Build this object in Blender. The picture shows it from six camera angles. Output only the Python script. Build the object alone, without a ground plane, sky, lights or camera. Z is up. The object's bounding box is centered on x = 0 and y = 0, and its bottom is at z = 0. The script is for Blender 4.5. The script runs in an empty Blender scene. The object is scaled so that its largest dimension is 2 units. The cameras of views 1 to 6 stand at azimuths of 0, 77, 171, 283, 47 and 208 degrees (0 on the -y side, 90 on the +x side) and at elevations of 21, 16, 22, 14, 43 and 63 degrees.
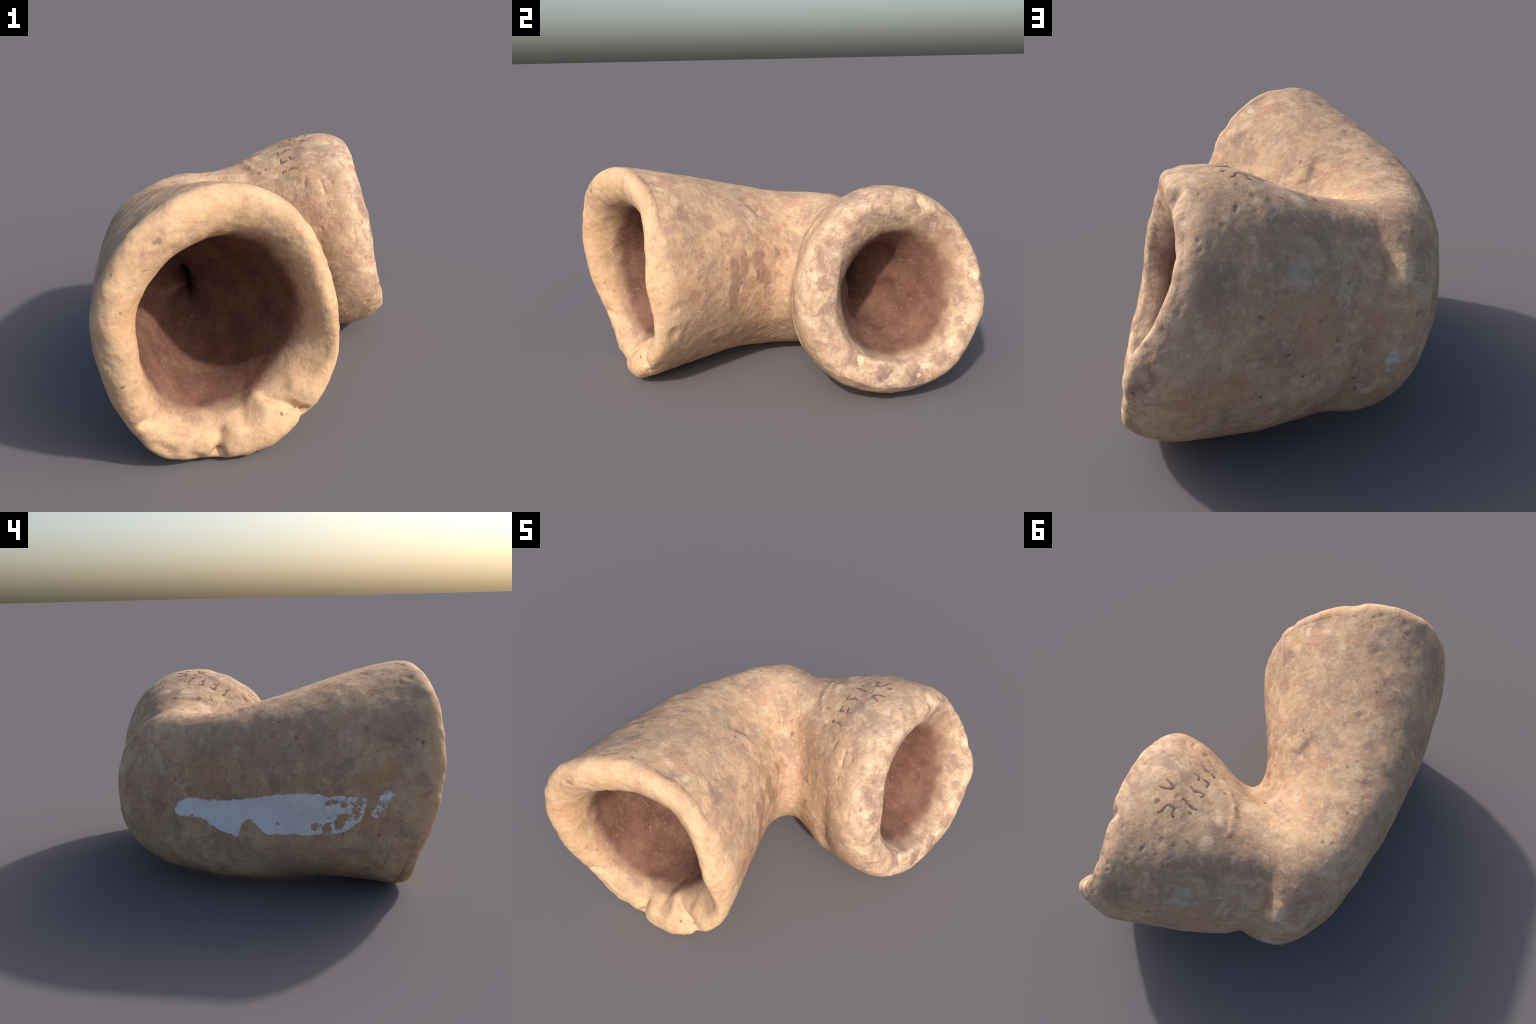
# A bent clay pipe: one thick-walled tube lofted along an elbow-shaped spine.
# Outer wall, rounded mouth rims and inner bore are one seamless surface that is
# afterwards divided by region into parts with shared border vertices.
import bpy, math
import numpy as np
from mathutils import Vector, noise

TAU = 2 * math.pi

# ---------------------------------------------------------------- sections --
# One row per cross-section, from the wide mouth ('a', facing -y) round the
# elbow to the other mouth ('b', facing +x):
#   centre x, y, z | heading, pitch of the section normal (radians)
#   mean radius | cos2, sin2, cos3, sin3, cos4, sin4 of the radius over angle
STATIONS = [
    (-0.148, -0.749, 0.576, -0.347, 0.036, 0.537, -0.046, -0.003, 0.006, -0.000, -0.003, -0.007),
    (-0.192, -0.591, 0.563, -0.237, -0.015, 0.518, -0.039, 0.002, 0.004, 0.004, 0.005, -0.004),
    (-0.282, -0.266, 0.544, -0.161, -0.056, 0.449, -0.046, -0.017, 0.012, 0.016, 0.003, -0.003),
    (-0.332, -0.023, 0.495, 0.032, -0.092, 0.408, -0.057, -0.011, 0.030, 0.014, -0.009, 0.005),
    (-0.299, 0.246, 0.466, 0.473, -0.010, 0.398, -0.036, -0.023, 0.037, 0.005, 0.004, 0.009),
    (-0.172, 0.410, 0.463, 0.821, 0.092, 0.426, 0.000, -0.022, 0.029, -0.010, 0.009, -0.006),
    (0.013, 0.413, 0.483, 1.014, 0.101, 0.437, -0.009, -0.018, 0.011, -0.017, -0.010, -0.003),
    (0.192, 0.463, 0.519, 1.286, 0.026, 0.479, -0.035, -0.004, -0.002, -0.001, -0.012, 0.007),
    (0.300, 0.475, 0.532, 1.381, 0.064, 0.498, -0.024, -0.006, 0.004, -0.004, -0.003, 0.003),
    (0.456, 0.498, 0.543, 1.471, 0.139, 0.512, -0.012, -0.006, 0.002, -0.002, -0.002, 0.004),
    (0.561, 0.502, 0.567, 1.539, 0.223, 0.472, -0.011, -0.011, -0.002, -0.003, -0.004, -0.007),
]
MOUTH_WAVE = {'a': (-0.017, 0.025, 0.004, -0.004, -0.006, -0.012), 'b': (-0.002, 0.018, -0.007, -0.010, 0.006, 0.009)}
LIP = {'a': (0.342, 0.337), 'b': (0.103, 0.121)}    # how far the lips bulge: outer, inner tangent
# wall thickness per section: mean, cos1, sin1, cos2 over angle; each arm is
# hollowed from its own mouth and only a narrow vent joins the two hollows
WALL = [
    (0.158, -0.012, 0.014, -0.022),
    (0.186, 0.004, 0.004, -0.026),
    (0.212, 0.026, 0.004, -0.006),
    (0.398, 0.000, 0.000, 0.000),
    (0.388, 0.000, 0.000, 0.000),
    (0.410, 0.000, 0.000, 0.000),
    (0.362, 0.020, 0.000, 0.000),
    (0.316, 0.010, -0.006, 0.000),
    (0.300, 0.005, -0.005, 0.000),
    (0.232, 0.004, -0.004, 0.000),
    (0.112, 0.022, -0.024, 0.000),
]

N_ANGLE, N_OUTER, N_LIP, N_BORE = 400, 300, 36, 150
K = len(STATIONS)


def cubic_rows(table, samples):
    """Natural cubic spline through the rows of a table."""
    table = np.array(table, float)
    k = len(table)
    a, b = np.eye(k), np.zeros((k, k))
    for i in range(1, k - 1):
        a[i, i - 1:i + 2] = 1, 4, 1
        b[i, i - 1:i + 2] = 6, -12, 6
    bend = np.linalg.solve(a, b @ table)
    x = np.linspace(0, k - 1, samples)
    i = np.minimum(x.astype(int), k - 2)
    u = (x - i)[:, None]
    return ((1 - u) * table[i] + u * table[i + 1]
            + ((1 - u) ** 3 - (1 - u)) / 6 * bend[i] + (u ** 3 - u) / 6 * bend[i + 1])


ANGLE = np.linspace(0, TAU, N_ANGLE, endpoint=False)
HARM = np.array([np.ones(N_ANGLE)] + [f(h * ANGLE) for h in (2, 3, 4) for f in (np.cos, np.sin)])


def tube(samples, bore):
    """Rings of points along the spine, for the outer wall or for the bore."""
    row = cubic_rows(STATIONS, samples)
    head, pitch = row[:, 3], row[:, 4]
    n = np.stack([np.sin(head) * np.cos(pitch), np.cos(head) * np.cos(pitch), np.sin(pitch)], -1)
    u = np.cross(n, (0, 0, 1.0))
    u /= np.linalg.norm(u, axis=1, keepdims=True)
    v = np.cross(u, n)
    radius = row[:, 5:] @ HARM
    if bore:
        wall = cubic_rows(WALL, samples)
        radius = radius - (wall[:, :1] + wall[:, 1:2] * np.cos(ANGLE) + wall[:, 2:3] * np.sin(ANGLE) + wall[:, 3:] * np.cos(2 * ANGLE))
        radius = np.maximum(radius, 0.008)
    p = row[:, None, :3] + radius[..., None] * (np.cos(ANGLE)[None, :, None] * u[:, None] + np.sin(ANGLE)[None, :, None] * v[:, None])
    s = np.linspace(0, 1, samples) * (K - 1) / 2
    for key, fade, at in (('a', np.clip(1 - s, 0, 1) ** 2, 0), ('b', np.clip(1 - s[::-1], 0, 1) ** 2, -1)):
        wave = np.array(MOUTH_WAVE[key]) @ HARM[1:]
        p = p + fade[:, None, None] * wave[None, :, None] * n[at]
    return p


def lip(start, start_dir, end, end_dir, pull, count):
    """Rounded rim: a Hermite bridge from the end of one wall to the start of the other."""
    unit = lambda d: d / np.linalg.norm(d, axis=-1, keepdims=True)
    m0, m1 = unit(start_dir) * pull[0], unit(end_dir) * pull[1]
    t = np.linspace(0, 1, count + 2)[1:-1, None, None]
    return ((2 * t ** 3 - 3 * t ** 2 + 1) * start + (t ** 3 - 2 * t ** 2 + t) * m0
            + (-2 * t ** 3 + 3 * t ** 2) * end + (t ** 3 - t ** 2) * m1)


def relax(p, half, lo, hi):
    """Smooth the wall along the spine on the inner side of the bend, where sections crowd."""
    kernel = np.hanning(2 * half + 3)[1:-1]
    kernel /= kernel.sum()
    soft = sum(k * np.roll(p, i - half, 0) for i, k in enumerate(kernel))
    ring = np.arange(len(p))
    along = np.clip(np.minimum(ring - lo, hi - ring) / half, 0, 1)
    weight = along[:, None] * (0.12 + 0.88 * ((1 + np.cos(ANGLE)) / 2) ** 1.5)
    return p + weight[..., None] * (soft - p)


outer, bore = tube(N_OUTER, False), tube(N_BORE, True)[::-1]
for _ in range(2):
    outer = relax(outer, 16, 16, N_OUTER - 17)
lip_b = lip(outer[-1], outer[-1] - outer[-4], bore[0], bore[2] - bore[0], (LIP['b'][0], LIP['b'][1] * 1.2), N_LIP)
lip_a = lip(bore[-1], bore[-1] - bore[-3], outer[0], outer[3] - outer[0], LIP['a'][::-1], N_LIP)
GRID = np.concatenate([outer, lip_b, bore, lip_a])          # closed in both directions
RINGS = len(GRID)
o0, o1 = 0, N_OUTER
b0, b1 = N_OUTER + N_LIP, N_OUTER + N_LIP + N_BORE


def grid_normals(g):
    along = np.roll(g, -1, 0) - np.roll(g, 1, 0)
    around = np.roll(g, -1, 1) - np.roll(g, 1, 1)
    n = np.cross(along, around)
    n /= np.linalg.norm(n, axis=-1, keepdims=True) + 1e-12
    return n


# -------------------------------------------------------------- relief ------
ring = np.arange(RINGS)
IS_OUTER = (ring < o1).astype(float)
IS_BORE = ((ring >= b0) & (ring < b1)).astype(float)
IS_LIP = 1 - IS_OUTER - IS_BORE


def soften(mask, rings=14):
    kernel = np.hanning(2 * rings + 1)
    kernel /= kernel.sum()
    long = np.concatenate([mask, mask, mask])
    return np.convolve(long, kernel, 'same')[RINGS:2 * RINGS]


S_OUTER, S_BORE, S_LIP = soften(IS_OUTER), soften(IS_BORE), soften(IS_LIP)


def fractal(points, scale, octaves, seed):
    off = Vector((seed * 3.7, seed * 1.9, seed * 5.3))
    flat = points.reshape(-1, 3) * scale
    out = np.array([noise.fractal(Vector(q) + off, 0.9, 2.0, octaves) for q in flat])
    return out.reshape(points.shape[:2])



def step(lo, hi, soft):
    """1 between two angles (degrees) of the section, with soft shoulders."""
    a = np.degrees(ANGLE)
    return 1 / (1 + np.exp(-(a - lo) / soft)) / (1 + np.exp((a - hi) / soft))


def near_mouth(key, reach):
    """Weight of each ring: 1 on the lip, fading along both walls."""
    w = np.zeros(RINGS)
    out, inn = int(reach * N_OUTER), int(reach * N_BORE)
    fade = lambda n: (1 - np.arange(n) / n) ** 2
    if key == 'a':
        w[:out], w[b1:], w[b1 - inn:b1] = fade(out), 1, fade(inn)[::-1]
    else:
        w[o1 - out:o1], w[o1:b0], w[b0:b0 + inn] = fade(out)[::-1], 1, fade(inn)
    return w[:, None]


def mouth_axis(key):
    head, pitch = STATIONS[0 if key == 'a' else -1][3:5]
    d = np.array([math.sin(head) * math.cos(pitch), math.cos(head) * math.cos(pitch), math.sin(pitch)])
    return -d if key == 'a' else d


# broken edges: (mouth, from angle, to angle, softness, shift outwards)
BROKEN = [
    ('a', 266, 300, 1.5, 0.010),
    ('b', 183, 206, 2.0, 0.014),
]
for key, lo, hi, soft, shift in BROKEN:
    GRID = GRID + (near_mouth(key, 0.10) * step(lo, hi, soft) * shift)[..., None] * mouth_axis(key)

base = GRID.copy()
normal = grid_normals(GRID)
lump = fractal(base, 3.2, 3, 1)
fine = fractal(base, 13.0, 3, 2)
height = lump * 0.006 + fine * (0.0026 + 0.0012 * S_LIP[:, None])

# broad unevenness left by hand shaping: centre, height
SWELLS = [
    ((0.45, 0.62, 0.04), 0.014), ((0.62, 0.75, 0.15), 0.010), ((-0.42, -0.87, 0.06), 0.028),
    ((-0.58, -0.40, 0.24), 0.034), ((-0.56, -0.60, 0.22), 0.020), ((-0.62, -0.22, 0.28), 0.012),
    ((-0.64, 0.06, 0.21), -0.036), ((-0.56, 0.45, 0.46), 0.016), ((-0.66, -0.08, 0.76), -0.010),
    ((-0.38, 0.24, 0.93), -0.014), ((-0.28, 0.62, 0.81), -0.012), ((0.20, 0.92, 0.58), 0.012),
    ((0.05, -0.05, 0.30), 0.018), ((-0.14, 0.77, 0.46), 0.010),
    ((0.18, -0.29, 0.59), -0.007), ((0.57, 0.33, 0.06), -0.004), ((-0.23, 0.45, 0.91), -0.006),
    ((-0.69, -0.21, 0.75), -0.011), ((-0.03, 0.79, 0.24), 0.008), ((-0.56, -0.33, 0.21), 0.011),
    ((-0.48, 0.68, 0.50), -0.013), ((0.51, 0.86, 0.19), 0.005), ((0.58, 0.04, 0.49), -0.011),
    ((0.10, 0.16, 0.72), -0.007), ((0.23, -0.71, 0.79), -0.007), ((-0.52, -0.86, 0.20), -0.005),
    ((-0.66, -0.59, 0.52), -0.014), ((-0.01, 0.82, 0.66), 0.005), ((-0.64, 0.04, 0.37), 0.005),
    ((-0.40, 0.11, 0.94), -0.008), ((-0.59, 0.39, 0.38), -0.005), ((-0.29, -0.40, 0.02), -0.004),
    ((0.64, 0.56, 0.24), -0.004), ((0.63, 0.84, 0.46), -0.007), ((0.03, -0.12, 0.76), 0.005),
    ((0.30, 0.05, 0.48), 0.004), ((0.24, 0.79, 0.15), 0.005), ((-0.24, 0.68, 0.77), -0.013),
    ((-0.17, 0.15, 0.79), 0.012), ((0.62, 0.27, 0.34), 0.005), ((-0.59, -0.05, 0.13), -0.008),
    ((0.15, -0.65, 1.03), -0.005),
]
for centre, amount in SWELLS:
    height = height + amount * np.exp(-((base - np.array(centre)) ** 2).sum(-1) / 0.13 ** 2) * (S_OUTER + S_LIP)[:, None]

# single ridges (+) and grooves (-): start, end, width, height
RELIEF = [
    # broken lower lip of the wide mouth: folded nub, notch, split, torn edge
    ((-0.12, -0.80, 0.05), (0.02, -0.75, 0.05), 0.070, 0.010),
    ((-0.195, -0.84, 0.01), (-0.185, -0.76, 0.11), 0.024, -0.052),
    ((0.010, -0.685, 0.215), (0.071, -0.728, 0.228), 0.016, -0.018),
    ((0.071, -0.728, 0.228), (0.170, -0.725, 0.170), 0.018, -0.032),
    ((0.170, -0.725, 0.170), (0.130, -0.700, 0.060), 0.016, -0.014),
    ((-0.03, -0.68, 0.21), (0.02, -0.745, 0.21), 0.045, 0.022),
    ((0.13, -0.690, 0.27), (0.20, -0.71, 0.25), 0.045, 0.016),
    ((-0.07, -0.60, 0.20), (-0.085, -0.725, 0.14), 0.030, -0.022),
    ((-0.15, -0.72, 0.14), (-0.12, -0.78, 0.11), 0.030, 0.010),
    ((-0.46, -0.89, 0.26), (-0.42, -0.87, 0.25), 0.022, -0.012),
    ((-0.42, -0.87, 0.14), (-0.38, -0.85, 0.10), 0.026, -0.018),
    ((-0.30, -0.83, 0.06), (-0.27, -0.82, 0.04), 0.022, -0.010),
    ((-0.34, -0.83, 0.15), (-0.22, -0.80, 0.11), 0.050, 0.022),
    ((-0.10, -0.76, 0.12), (0.00, -0.75, 0.13), 0.045, 0.018),
    # raised rib across the root of the short arm
    ((0.113, 0.266, 0.911), (0.049, 0.312, 0.920), 0.010, 0.005),
    ((0.049, 0.312, 0.920), (0.000, 0.368, 0.936), 0.011, 0.006),
    ((0.000, 0.368, 0.936), (-0.045, 0.497, 0.947), 0.011, 0.006),
    ((-0.02, 0.330, 0.91), (-0.075, 0.44, 0.935), 0.030, -0.006),
    # heel on the outer corner and the crease that sets it off from the short arm
    ((-0.40, 0.50, 0.87), (-0.40, 0.62, 0.72), 0.080, 0.012),
    ((-0.38, 0.68, 0.55), (-0.33, 0.69, 0.28), 0.110, 0.012),
    ((-0.29, 0.62, 0.86), (-0.33, 0.69, 0.72), 0.032, -0.022),
    ((-0.31, 0.70, 0.74), (-0.29, 0.72, 0.66), 0.020, -0.016),
    ((-0.36, 0.67, 0.75), (-0.35, 0.70, 0.70), 0.040, 0.014),
    ((-0.24, 0.62, 0.86), (-0.10, 0.66, 0.86), 0.080, -0.014),
    ((-0.02, 0.75, 0.85), (0.05, 0.76, 0.85), 0.080, -0.012),
    ((-0.27, 0.74, 0.62), (-0.22, 0.77, 0.46), 0.040, -0.006),
    ((-0.22, 0.77, 0.44), (-0.13, 0.71, 0.17), 0.045, -0.022),
    # finger dents and scratches
    ((-0.18, -0.10, 0.91), (-0.13, -0.03, 0.87), 0.035, -0.014),
    ((-0.10, 0.55, 0.92), (0.03, 0.40, 0.93), 0.030, -0.006),
    ((0.46, 0.65, 1.01), (0.51, 0.67, 0.95), 0.024, -0.024),
    ((0.52, 0.72, 0.95), (0.53, 0.76, 0.92), 0.020, -0.012),
    ((-0.65, -0.60, 0.62), (-0.64, -0.76, 0.645), 0.016, -0.010),
    ((-0.62, -0.72, 0.75), (-0.64, -0.78, 0.66), 0.020, -0.006),
    # pits in the skin
    ((0.285, 0.932, 0.675), (0.277, 0.94, 0.64), 0.012, -0.016),
    ((-0.160, 0.77, 0.70), (-0.110, 0.78, 0.70), 0.011, -0.010),
    ((-0.077, 0.798, 0.65), (-0.080, 0.80, 0.63), 0.011, -0.010),
    ((-0.470, 0.580, 0.78), (-0.450, 0.60, 0.77), 0.014, -0.012),
    ((-0.664, -0.01, 0.815), (-0.664, -0.012, 0.81), 0.014, -0.008),
    ((-0.655, -0.185, 0.85), (-0.655, -0.19, 0.845), 0.014, -0.008),
    ((-0.610, 0.385, 0.69), (-0.610, 0.387, 0.68), 0.013, -0.008),
    ((-0.579, 0.48, 0.48), (-0.579, 0.48, 0.46), 0.013, -0.008),
]
for p0, p1, width, amount in RELIEF:
    p0, p1 = np.array(p0), np.array(p1)
    axis = p1 - p0
    t = np.clip(((base - p0) @ axis) / (axis @ axis), 0, 1)[..., None]
    d = np.linalg.norm(base - p0 - t * axis, axis=-1) / width
    height = height + amount * np.exp(-d ** 2)
# chips knocked off both rims
chip = np.random.default_rng(11)
for edge, count in ((0, 36), (o1 - 1, 22)):
    for _ in range(count):
        j = chip.integers(0, N_ANGLE)
        r = chip.uniform(0.018, 0.045)
        d2 = ((base - base[(edge + chip.integers(-10, 11)) % RINGS, j]) ** 2).sum(-1) / r ** 2
        height = height + r * chip.choice((-0.22, -0.16, 0.12)) * np.exp(-d2 * d2)
# scattered random pits
rng = np.random.default_rng(7)
for _ in range(230):
    i, j = rng.integers(0, N_OUTER), rng.integers(0, N_ANGLE)
    r = rng.uniform(0.004, 0.013)
    d2 = ((base - base[i, j]) ** 2).sum(-1) / r ** 2
    height = height - r * rng.uniform(0.25, 0.55) * np.exp(-d2) * (S_OUTER + S_LIP)[:, None]
# short gouges and scrapes, away from the inked top of the short arm
for _ in range(60):
    i, j = rng.integers(6, N_OUTER - 6), rng.integers(0, N_ANGLE)
    p0 = base[i, j]
    if np.linalg.norm(p0 - (0.22, 0.42, 1.02)) < 0.24:
        continue
    axis = base[(i + rng.integers(-5, 6)) % N_OUTER, (j + rng.integers(2, 9)) % N_ANGLE] - p0
    t = np.clip(((base - p0) @ axis) / (axis @ axis), 0, 1)[..., None]
    d2 = ((base - p0 - t * axis) ** 2).sum(-1) / rng.uniform(0.006, 0.011) ** 2
    height = height - rng.uniform(0.002, 0.005) * np.exp(-d2) * (S_OUTER + S_LIP)[:, None]
GRID = base + normal * height[..., None]
GRID[..., 2] -= min(0.0, GRID[..., 2].min())
NORMAL = grid_normals(GRID)


# ------------------------------------------------------------- materials ----
# where each colour sits: (centre, radius, strength)
SMOKE = [
    ((-0.673, -0.14, 0.81), 0.20, 0.33), ((-0.655, -0.42, 0.80), 0.22, 0.33), ((-0.635, 0.10, 0.82), 0.16, 0.25),
    ((-0.44, -0.82, 1.03), 0.14, 0.36), ((-0.55, -0.80, 0.90), 0.15, 0.31), ((-0.56, -0.69, 0.90), 0.12, 0.26),
    ((-0.39, -0.38, 1.05), 0.12, 0.22), ((0.18, 0.73, 0.97), 0.13, 0.18), ((0.10, 0.77, 0.90), 0.20, 0.25),
    ((-0.09, 0.66, 0.89), 0.13, 0.20), ((0.32, 0.86, 0.88), 0.15, 0.15), ((-0.21, 0.66, 0.85), 0.10, 0.15),
    ((-0.58, 0.42, 0.62), 0.16, 0.18), ((-0.54, -0.27, 0.17), 0.22, 0.18), ((-0.62, -0.81, 0.75), 0.10, 0.16),
    ((-0.64, 0.05, 0.25), 0.16, 0.16), ((0.30, 0.90, 0.25), 0.20, 0.07),
]
OCHRE = [
    ((-0.65, -0.70, 0.70), 0.14, 0.60), ((-0.66, 0.13, 0.66), 0.11, 0.50), ((-0.66, -0.60, 0.45), 0.16, 0.55),
    ((-0.58, -0.40, 0.26), 0.14, 0.45), ((0.01, 0.81, 0.58), 0.20, 0.50), ((0.30, 0.94, 0.40), 0.13, 0.50),
    ((-0.27, 0.77, 0.56), 0.14, 0.40), ((0.25, -0.45, 0.62), 0.16, 0.40), ((-0.44, -0.93, 0.72), 0.12, 0.45),
]
PURPLE = [
    ((0.28, -0.47, 0.57), 0.05, 0.40),
    ((0.24, -0.42, 0.76), 0.05, 0.35), ((0.52, 0.16, 0.85), 0.045, 0.60), ((0.575, 0.11, 0.66), 0.050, 0.60),
    ((0.60, 0.11, 0.54), 0.050, 0.60), ((0.50, 0.26, 0.93), 0.045, 0.60), ((0.495, 0.46, 1.03), 0.040, 0.45),
    ((0.645, 0.25, 0.30), 0.055, 0.60), ((0.68, 0.38, 0.21), 0.070, 0.65), ((0.67, 0.55, 0.20), 0.070, 0.65),
    ((0.65, 0.70, 0.24), 0.070, 0.60), ((0.63, 0.82, 0.34), 0.060, 0.55), ((0.50, 0.60, 0.98), 0.05, 0.35),
    ((0.144, -0.49, 0.97), 0.07, 0.35), ((0.10, -0.36, 0.90), 0.06, 0.40), ((-0.337, -0.936, 1.021), 0.03, 0.60),
    ((-0.28, -0.60, 1.11), 0.06, 0.35), ((0.07, -0.62, 1.085), 0.06, 0.30), ((-0.165, -0.06, 0.895), 0.045, 0.45),
]
STREAKS = [
    ((0.050, -0.070, 0.193), 0.050, 0.70), ((0.035, -0.045, 0.160), 0.050, 0.60), ((-0.006, 0.030, 0.200), 0.034, 0.70),
    ((0.130, -0.240, 0.185), 0.046, 0.60), ((0.140, -0.250, 0.155), 0.046, 0.65), ((0.100, -0.170, 0.200), 0.040, 0.50),
    ((0.015, 0.000, 0.165), 0.040, 0.50), ((0.220, -0.400, 0.180), 0.045, 0.35), ((-0.02, 0.09, 0.19), 0.03, 0.4),
]
PALE = [
    ((0.025, 0.587, 0.971), 0.045, 0.42), ((0.03, 0.46, 0.955), 0.05, 0.5), ((-0.064, 0.32, 0.872), 0.07, 0.5),
    ((-0.38, 0.70, 0.73), 0.070, 0.60),
    ((0.061, -0.598, 1.078), 0.03, 0.70), ((0.66, 0.62, 0.22), 0.025, 0.80),
    ((0.67, 0.57, 0.175), 0.022, 0.80), ((0.62, 0.76, 0.30), 0.035, 0.80), ((0.60, 0.88, 0.42), 0.025, 0.75),
    ((0.655, 0.28, 0.28), 0.030, 0.80), ((0.56, 0.91, 0.64), 0.045, 0.70), ((0.53, 0.85, 0.80), 0.04, 0.5),
]
CHALK = [((-0.330, 0.750, 0.405), 0.036, 0.9), ((-0.321, 0.750, 0.358), 0.020, 0.8), ((-0.331, 0.752, 0.440), 0.018, 0.8),
         ((0.044, 0.818, 0.797), 0.085, 0.22), ((0.52, 0.87, 0.76), 0.030, 0.60)]
RIB = [(0.113, 0.266, 0.911), (0.049, 0.312, 0.920), (0.000, 0.368, 0.936), (-0.027, 0.428, 0.946), (-0.045, 0.497, 0.947)]
PAINT_TOP = [(1.0, 0.3), (0.340, 0.45), (0.31, 0.504), (0.24, 0.536), (0.15, 0.522), (0.04, 0.528), (-0.09, 0.548),
             (-0.23, 0.578), (-0.34, 0.582), (-0.50, 0.580), (-0.640, 0.569), (-0.655, 0.45), (-1.0, 0.3)]
PAINT_LOW = [(1.0, 0.7), (0.345, 0.46), (0.325, 0.42), (0.22, 0.42), (0.16, 0.41), (0.145, 0.384), (0.03, 0.337),
             (-0.010, 0.332), (-0.020, 0.40), (-0.057, 0.43), (-0.095, 0.415), (-0.147, 0.357), (-0.33, 0.357),
             (-0.54, 0.38), (-0.62, 0.446), (-0.65, 0.55), (-1.0, 0.7)]
PAINT_HOLES = [
    ((-0.675, -0.46, 0.527), 0.040, 1), ((-0.675, -0.495, 0.541), 0.035, 1), ((-0.655, -0.535, 0.455), 0.045, 1),
    ((-0.652, -0.500, 0.425), 0.050, 1), ((-0.643, -0.395, 0.410), 0.040, 1), ((-0.640, -0.450, 0.400), 0.045, 1),
    ((-0.67, -0.53, 0.525), 0.028, 1), ((-0.621, 0.236, 0.436), 0.018, 1), ((-0.640, -0.202, 0.414), 0.018, 1),
    ((-0.67, -0.47, 0.580), 0.025, 1),
]
BORE_MOUTHS = [((-0.15, -0.76, 0.57), tuple(-mouth_axis('a'))), ((0.57, 0.50, 0.56), tuple(-mouth_axis('b')))]


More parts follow.
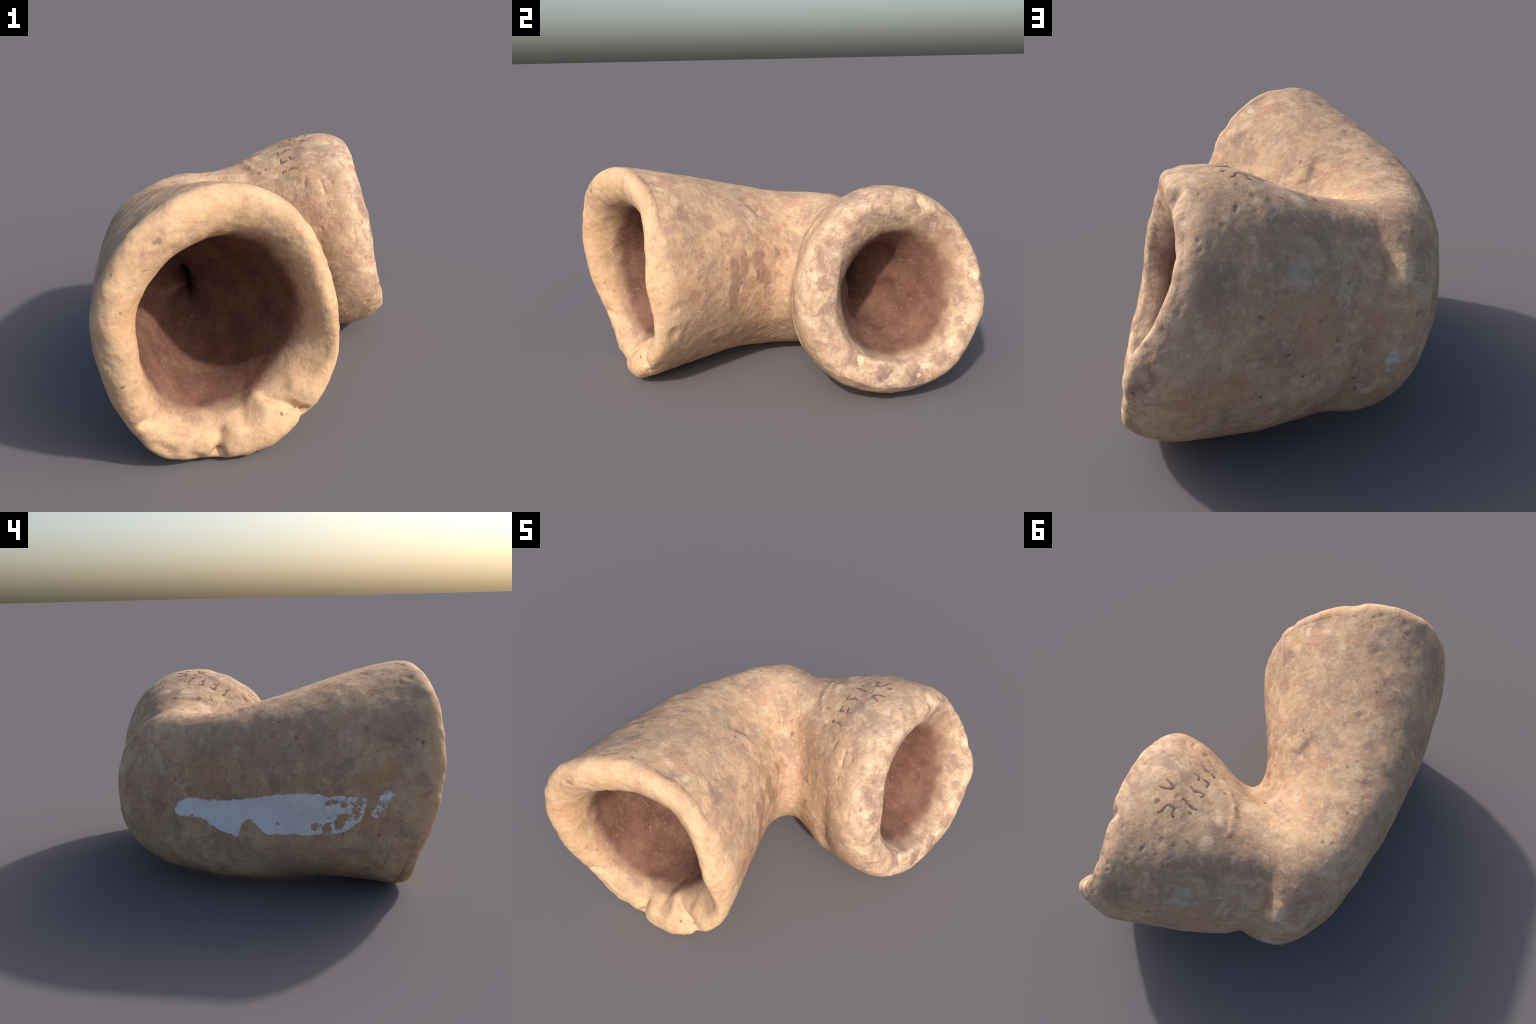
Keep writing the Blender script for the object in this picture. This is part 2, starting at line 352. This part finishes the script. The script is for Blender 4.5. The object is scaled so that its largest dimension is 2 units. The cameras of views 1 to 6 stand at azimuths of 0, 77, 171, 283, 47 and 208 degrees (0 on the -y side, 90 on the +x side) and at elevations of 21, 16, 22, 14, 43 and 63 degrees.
def clay(name, outside=True, inside=False):
    mat = bpy.data.materials.new(name)
    mat.use_nodes = True
    nt = mat.node_tree
    N, L = nt.nodes, nt.links
    bsdf = N["Principled BSDF"]
    co = N.new("ShaderNodeTexCoord").outputs["Object"]

    def tex_noise(scale, detail=5, rough=0.6, dist=0.0, vec=None):
        t = N.new("ShaderNodeTexNoise")
        t.inputs["Scale"].default_value, t.inputs["Detail"].default_value = scale, detail
        t.inputs["Roughness"].default_value, t.inputs["Distortion"].default_value = rough, dist
        L.new(vec or co, t.inputs["Vector"])
        return t.outputs["Fac"]

    def ramp(fac, *stops):
        r = N.new("ShaderNodeValToRGB")
        e = r.color_ramp.elements
        while len(e) < len(stops):
            e.new(0.5)
        for el, (pos, c) in zip(e, stops):
            el.position, el.color = pos, (*c, 1) if isinstance(c, tuple) else (c, c, c, 1)
        L.new(fac, r.inputs[0])
        return r.outputs[0]

    def mix(fac, a, b, kind="MIX"):
        m = N.new("ShaderNodeMix")
        m.data_type, m.blend_type = "RGBA", kind
        for sock, val in ((m.inputs[0], fac), (m.inputs[6], a), (m.inputs[7], b)):
            if isinstance(val, (int, float)):
                sock.default_value = val
            elif isinstance(val, tuple):
                sock.default_value = (*val, 1)
            else:
                L.new(val, sock)
        return m.outputs[2]

    def math_(op, a, b=None, c=None):
        m = N.new("ShaderNodeMath")
        m.operation = op
        for k, val in enumerate((a, b, c)):
            if isinstance(val, (int, float)):
                m.inputs[k].default_value = val
            elif val is not None:
                L.new(val, m.inputs[k])
        return m.outputs[0]

    def smooth(value, lo, hi):
        r = N.new("ShaderNodeMapRange")
        r.interpolation_type = "SMOOTHSTEP"
        r.inputs["From Min"].default_value, r.inputs["From Max"].default_value = lo, hi
        L.new(value, r.inputs["Value"])
        return r.outputs[0]

    def warped(scale, amount, detail=4):
        t = N.new("ShaderNodeTexNoise")
        t.inputs["Scale"].default_value, t.inputs["Detail"].default_value = scale, detail
        L.new(co, t.inputs["Vector"])
        m = N.new("ShaderNodeVectorMath")
        m.operation = "MULTIPLY_ADD"
        L.new(t.outputs["Color"], m.inputs[0])
        m.inputs[1].default_value = (amount,) * 3
        off = N.new("ShaderNodeVectorMath")
        off.operation = "SUBTRACT"
        L.new(co, off.inputs[0])
        off.inputs[1].default_value = (amount / 2,) * 3
        L.new(off.outputs[0], m.inputs[2])
        return m.outputs[0]

    def spots(vec, places, edge=0.45, ragged=None):
        """Mask of patches: (centre, radius, strength); 'ragged' noise tears their borders."""
        total = None
        for centre, radius, strength in places:
            d = N.new("ShaderNodeVectorMath")
            d.operation = "DISTANCE"
            L.new(vec, d.inputs[0])
            d.inputs[1].default_value = centre
            m = smooth(d.outputs["Value"], radius * (1.35 if ragged else 1), radius * (0.1 if ragged else edge))
            if ragged:
                m = smooth(math_("MULTIPLY_ADD", m, 0.5, ragged), 0.67, 0.90)
            m = math_("MULTIPLY", m, strength)
            total = m if total is None else math_("MAXIMUM", total, m)
        return total

    wide, close = warped(5.0, 0.26), warped(14.0, 0.07)
    torn, torn_fine = tex_noise(13.0, 7, 0.75, 0.4), tex_noise(28.0, 6, 0.75, 0.3)

    # body colour: cream, tan and orange clay in soft clouds
    col = ramp(tex_noise(4.0, 7, 0.65, 0.4), (0.32, (0.42, 0.265, 0.170)), (0.48, (0.53, 0.345, 0.215)), (0.66, (0.63, 0.430, 0.265)))
    col = mix(ramp(tex_noise(11.0, 7, 0.70, 0.4), (0.50, 0.0), (0.66, 0.60)), col, (0.72, 0.505, 0.315))
    col = mix(ramp(tex_noise(7.0, 7, 0.7, 0.8, warped(2.0, 0.5)), (0.50, 0.0), (0.64, 0.60)), col, (0.54, 0.270, 0.155))
    # greyish purple mottling, coarse and fine
    col = mix(ramp(tex_noise(6.0, 8, 0.75, 0.5, warped(3.0, 0.3)), (0.50, 0.0), (0.62, 0.66)), col, (0.315, 0.205, 0.155))
    col = mix(ramp(tex_noise(17.0, 7, 0.78, 0.5), (0.49, 0.0), (0.66, 0.62)), col, (0.315, 0.215, 0.165))
    col = mix(ramp(tex_noise(24.0, 6, 0.72, 0.4), (0.53, 0.0), (0.70, 0.62)), col, (0.78, 0.59, 0.40))
    col = mix(ramp(tex_noise(48.0, 4, 0.7), (0.54, 0.0), (0.72, 0.45)), col, (0.28, 0.185, 0.140))

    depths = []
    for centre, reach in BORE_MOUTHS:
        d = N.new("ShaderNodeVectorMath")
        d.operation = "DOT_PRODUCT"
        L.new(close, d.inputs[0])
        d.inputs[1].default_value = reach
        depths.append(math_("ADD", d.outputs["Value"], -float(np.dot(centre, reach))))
    # both rims are rubbed to a cleaner cream; the small one is stained purple-brown inside
    cream = ramp(tex_noise(10.0, 7, 0.75), (0.38, 0.0), (0.62, 0.85))
    col = mix(math_("MULTIPLY", smooth(depths[0], 0.05, -0.04), ramp(tex_noise(6.0, 6, 0.7, 0.4), (0.40, 0.0), (0.60, 0.65))), col, (0.62, 0.360, 0.200))
    col = mix(math_("MULTIPLY", smooth(depths[0], 0.06, -0.04), cream), col, (0.75, 0.505, 0.295))
    col = mix(math_("MULTIPLY", smooth(depths[1], 0.14, 0.02), cream), col, (0.74, 0.540, 0.365))
    stain = ramp(tex_noise(12.0, 8, 0.82, 0.6), (0.44, 0.0), (0.62, 0.85))
    band = math_("MULTIPLY", smooth(depths[1], -0.065, -0.03), smooth(depths[1], 0.10, 0.02))
    col = mix(math_("MULTIPLY", band, stain), col, (0.285, 0.175, 0.143))
    crust = ramp(tex_noise(21.0, 8, 0.8, 0.8), (0.54, 0.0), (0.66, 0.8))
    col = mix(math_("MULTIPLY", smooth(depths[1], 0.01, -0.03), crust), col, (0.82, 0.66, 0.47))
    if outside:
        col = mix(spots(wide, SMOKE, ragged=torn), col, (0.270, 0.190, 0.148))
        col = mix(spots(wide, OCHRE, ragged=torn), col, (0.53, 0.290, 0.150))
        col = mix(spots(close, PURPLE, ragged=torn_fine), col, (0.27, 0.160, 0.125))
        col = mix(spots(close, PALE, ragged=torn_fine), col, (0.78, 0.60, 0.40))
        col = mix(spots(close, CHALK, ragged=torn_fine), col, (0.54, 0.56, 0.52))
        # dark vertical streaks where the arms face each other
        tall = N.new("ShaderNodeVectorMath")
        tall.operation = "MULTIPLY"
        L.new(close, tall.inputs[0])
        tall.inputs[1].default_value = (1, 1, 0.30)
        col = mix(spots(tall.outputs[0], STREAKS, ragged=tex_noise(26.0, 6, 0.75, 0.3, tall.outputs[0])), col, (0.265, 0.150, 0.115))
        rib = None
        for p, q in zip(RIB[:-1], RIB[1:]):
            for f in (0.0, 0.2, 0.4, 0.6, 0.8):
                m = spots(co, [(tuple(p[k] + (q[k] - p[k]) * f for k in range(3)), 0.017, 0.7)], 0.3)
                rib = m if rib is None else math_("MAXIMUM", rib, m)
        col = mix(rib, col, (0.74, 0.55, 0.37))
        # dark specks
        v = N.new("ShaderNodeTexVoronoi")
        v.inputs["Scale"].default_value = 16.0
        L.new(close, v.inputs["Vector"])
        speck = math_("MULTIPLY", smooth(v.outputs["Distance"], 0.20, 0.08), ramp(tex_noise(5.0, 2), (0.50, 0.0), (0.60, 0.75)))
        col = mix(speck, col, (0.17, 0.110, 0.082))
        # white paint strip on the outer flank
        xyz = N.new("ShaderNodeSeparateXYZ")
        L.new(co, xyz.inputs[0])
        jag = math_("MULTIPLY_ADD", tex_noise(26.0, 5, 0.7), 0.05, -0.025)
        y = math_("MULTIPLY_ADD", tex_noise(35.0, 4, 0.7), 0.02, math_("SUBTRACT", xyz.outputs["Y"], 0.01))
        z = math_("ADD", xyz.outputs["Z"], jag)

        def edge_curve(points):
            n = N.new("ShaderNodeFloatCurve")
            c = n.mapping.curves[0]
            pts = sorted(((p + 1) / 2, q) for p, q in points)
            c.points[0].location, c.points[1].location = pts[0], pts[-1]
            for p in pts[1:-1]:
                c.points.new(*p)
            for p in c.points:
                p.handle_type = "VECTOR"
            n.mapping.update()
            L.new(math_("MULTIPLY_ADD", y, 0.5, 0.5), n.inputs["Value"])
            return n.outputs[0]

        top = edge_curve(PAINT_TOP)
        low = edge_curve(PAINT_LOW)
        paint = math_("MULTIPLY", smooth(math_("SUBTRACT", top, z), 0.0, 0.006), smooth(math_("SUBTRACT", z, low), 0.0, 0.006))
        paint = math_("MULTIPLY", paint, math_("SUBTRACT", 1.0, smooth(spots(warped(30.0, 0.075, 5), PAINT_HOLES, 0.2), 0.35, 0.5)))
        # flaking towards the end
        flakes = math_("MULTIPLY", smooth(tex_noise(26.0, 7, 0.8, 0.5), 0.50, 0.56), smooth(y, -0.36, -0.60))
        paint = math_("MULTIPLY", paint, math_("SUBTRACT", 1.0, flakes))
        # a smeared fleck beyond its end
        along = math_("ADD", math_("MULTIPLY_ADD", y, -0.50, -0.3575), math_("MULTIPLY_ADD", z, 0.866, -0.4633))
        across = math_("ADD", math_("MULTIPLY_ADD", y, 0.866, 0.6192), math_("MULTIPLY_ADD", z, 0.50, -0.2675))
        fleck = math_("MULTIPLY", smooth(math_("ABSOLUTE", along), 0.085, 0.07), smooth(math_("ABSOLUTE", math_("ADD", across, math_("MULTIPLY", jag, 0.9))), 0.024, 0.016))
        fleck = math_("MULTIPLY", fleck, smooth(tex_noise(34.0, 6, 0.8, 0.4), 0.56, 0.50))
        paint = math_("MAXIMUM", paint, fleck)
        paint = math_("MULTIPLY", paint, smooth(xyz.outputs["X"], -0.40, -0.45))
        col = mix(paint, col, ramp(tex_noise(18.0, 4), (0.3, (0.71, 0.72, 0.73)), (0.7, (0.80, 0.81, 0.81))))
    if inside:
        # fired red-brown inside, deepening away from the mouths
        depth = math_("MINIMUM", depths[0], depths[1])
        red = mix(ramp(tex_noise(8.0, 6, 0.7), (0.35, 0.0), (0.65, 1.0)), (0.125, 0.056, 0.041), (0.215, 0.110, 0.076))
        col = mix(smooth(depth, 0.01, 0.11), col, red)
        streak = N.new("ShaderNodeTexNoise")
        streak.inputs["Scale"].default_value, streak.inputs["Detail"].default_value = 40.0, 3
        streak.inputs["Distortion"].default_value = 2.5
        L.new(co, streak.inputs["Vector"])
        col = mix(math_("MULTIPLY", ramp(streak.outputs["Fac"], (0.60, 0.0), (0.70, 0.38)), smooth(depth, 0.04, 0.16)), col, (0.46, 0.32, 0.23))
    L.new(col, bsdf.inputs["Base Color"])
    bsdf.inputs["Roughness"].default_value = 0.85
    bsdf.inputs["Specular IOR Level"].default_value = 0.25
    bump = N.new("ShaderNodeBump")
    bump.inputs["Strength"].default_value, bump.inputs["Distance"].default_value = 0.45, 0.012
    L.new(tex_noise(38, 6, 0.7, 0.3), bump.inputs["Height"])
    L.new(bump.outputs[0], bsdf.inputs["Normal"])
    return mat


OUTSIDE = clay("weathered_clay")
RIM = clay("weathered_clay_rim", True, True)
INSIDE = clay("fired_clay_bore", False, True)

# ------------------------------------------------------------------ parts ---
root = bpy.data.objects.new("clay_elbow_pipe", None)
root["label"] = "thick weathered clay elbow pipe with two open mouths"
root["category"] = "clay pipe"
bpy.context.collection.objects.link(root)


def part(name, first, last, mat):
    """Mesh of the rings first..last (inclusive, wrapping), with the whole body's normals."""
    ids = [i % RINGS for i in range(first, last + 1)]
    pts, nor = GRID[ids].reshape(-1, 3), NORMAL[ids].reshape(-1, 3)
    rows, n = len(ids), N_ANGLE
    i, j = np.meshgrid(np.arange(rows - 1), np.arange(n), indexing="ij")
    k = (j + 1) % n
    faces = np.stack([i * n + j, (i + 1) * n + j, (i + 1) * n + k, i * n + k], -1).reshape(-1, 4)
    me = bpy.data.meshes.new(name)
    me.from_pydata(pts.tolist(), [], faces.tolist())
    me.polygons.foreach_set("use_smooth", [True] * len(me.polygons))
    me.materials.append(mat)
    me.normals_split_custom_set_from_vertices(nor.tolist())
    ob = bpy.data.objects.new(name, me)
    ob.parent = root
    bpy.context.collection.objects.link(ob)
    return ob


arm_end, elbow_end = int(N_OUTER * 0.36), int(N_OUTER * 0.62)
part("arm", 2, arm_end, OUTSIDE)
part("elbow", arm_end, elbow_end, OUTSIDE)
part("arm", elbow_end, o1 - 3, OUTSIDE)
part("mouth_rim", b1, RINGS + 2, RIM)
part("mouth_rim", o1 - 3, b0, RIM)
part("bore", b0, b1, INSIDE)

# ------------------------------------------------------------ ink writing ---
from mathutils.bvhtree import BVHTree

ink = bpy.data.materials.new("faded_ink")
ink.use_nodes = True
nt = ink.node_tree
bs = nt.nodes["Principled BSDF"]
tex, rmp = nt.nodes.new("ShaderNodeTexNoise"), nt.nodes.new("ShaderNodeValToRGB")
tex.inputs["Scale"].default_value = 40
rmp.color_ramp.elements[0].color, rmp.color_ramp.elements[0].position = (0.19, 0.118, 0.092, 1), 0.35
rmp.color_ramp.elements[1].color, rmp.color_ramp.elements[1].position = (0.34, 0.235, 0.178, 1), 0.7
co = nt.nodes.new("ShaderNodeTexCoord")
nt.links.new(co.outputs["Object"], tex.inputs["Vector"])
nt.links.new(tex.outputs["Fac"], rmp.inputs[0])
nt.links.new(rmp.outputs[0], bs.inputs["Base Color"])
bs.inputs["Roughness"].default_value = 0.9
bs.inputs["Specular IOR Level"].default_value = 0.15

# each character: strokes as (x, y) points on the top of the short arm
CHARACTERS = [
    [[(0.285, 0.528), (0.296, 0.522), (0.299, 0.532), (0.288, 0.538)],
     [(0.268, 0.574), (0.256, 0.562), (0.252, 0.535), (0.244, 0.521), (0.230, 0.518), (0.216, 0.528), (0.210, 0.548), (0.195, 0.561)]],
    [[(0.309, 0.414), (0.283, 0.426), (0.264, 0.437), (0.287, 0.457), (0.322, 0.461)]],
    [[(0.205, 0.461), (0.176, 0.469), (0.150, 0.477), (0.128, 0.474)], [(0.158, 0.502), (0.140, 0.504)]],
    [[(0.205, 0.390), (0.185, 0.397), (0.162, 0.391), (0.143, 0.392), (0.145, 0.413)], [(0.186, 0.404), (0.172, 0.396)]],
    [[(0.230, 0.314), (0.207, 0.319), (0.198, 0.343)], [(0.186, 0.318), (0.160, 0.323), (0.154, 0.350)]],
    [[(0.236, 0.246), (0.210, 0.259), (0.187, 0.261)], [(0.178, 0.262), (0.163, 0.267), (0.158, 0.275)]],
]
skin = BVHTree.FromPolygons(
    GRID[:N_OUTER].reshape(-1, 3).tolist(),
    [(i * N_ANGLE + j, i * N_ANGLE + (j + 1) % N_ANGLE, (i + 1) * N_ANGLE + (j + 1) % N_ANGLE, (i + 1) * N_ANGLE + j)
     for i in range(N_OUTER // 2, N_OUTER - 1) for j in range(N_ANGLE)])
pen = np.random.default_rng(3)
for strokes in CHARACTERS:
    verts, faces = [], []
    for stroke in strokes:
        path = cubic_rows(stroke, 8 * len(stroke))
        run = np.gradient(path, axis=0)
        side = np.stack([-run[:, 1], run[:, 0]], -1)
        side /= np.linalg.norm(side, axis=1, keepdims=True)
        half = 0.0070 * (0.8 + 0.35 * np.sin(np.linspace(0, math.pi, len(path)))) * pen.uniform(0.85, 1.15, len(path))
        first = len(verts)
        for p, s_, h in zip(path, side, half):
            for off, lift in ((-1.0, -0.001), (-0.85, 0.0007), (0.0, 0.0009), (0.85, 0.0007), (1.0, -0.001)):
                q = p + s_ * h * off
                hit = skin.ray_cast(Vector((q[0], q[1], 2.0)), Vector((0, 0, -1)))
                verts.append(tuple(hit[0] + hit[1] * (lift if hit[1].z > 0 else -lift)))
        for i in range(len(path) - 1):
            for k in range(4):
                a = first + i * 5 + k
                faces.append((a, a + 1, a + 6, a + 5))
        for end in (first, first + (len(path) - 1) * 5):
            faces.append(tuple(range(end, end + 5)))
    me = bpy.data.meshes.new("ink_character")
    me.from_pydata(verts, [], faces)
    me.polygons.foreach_set("use_smooth", [True] * len(me.polygons))
    me.materials.append(ink)
    ob = bpy.data.objects.new("ink_character", me)
    ob.parent = root
    bpy.context.collection.objects.link(ob)
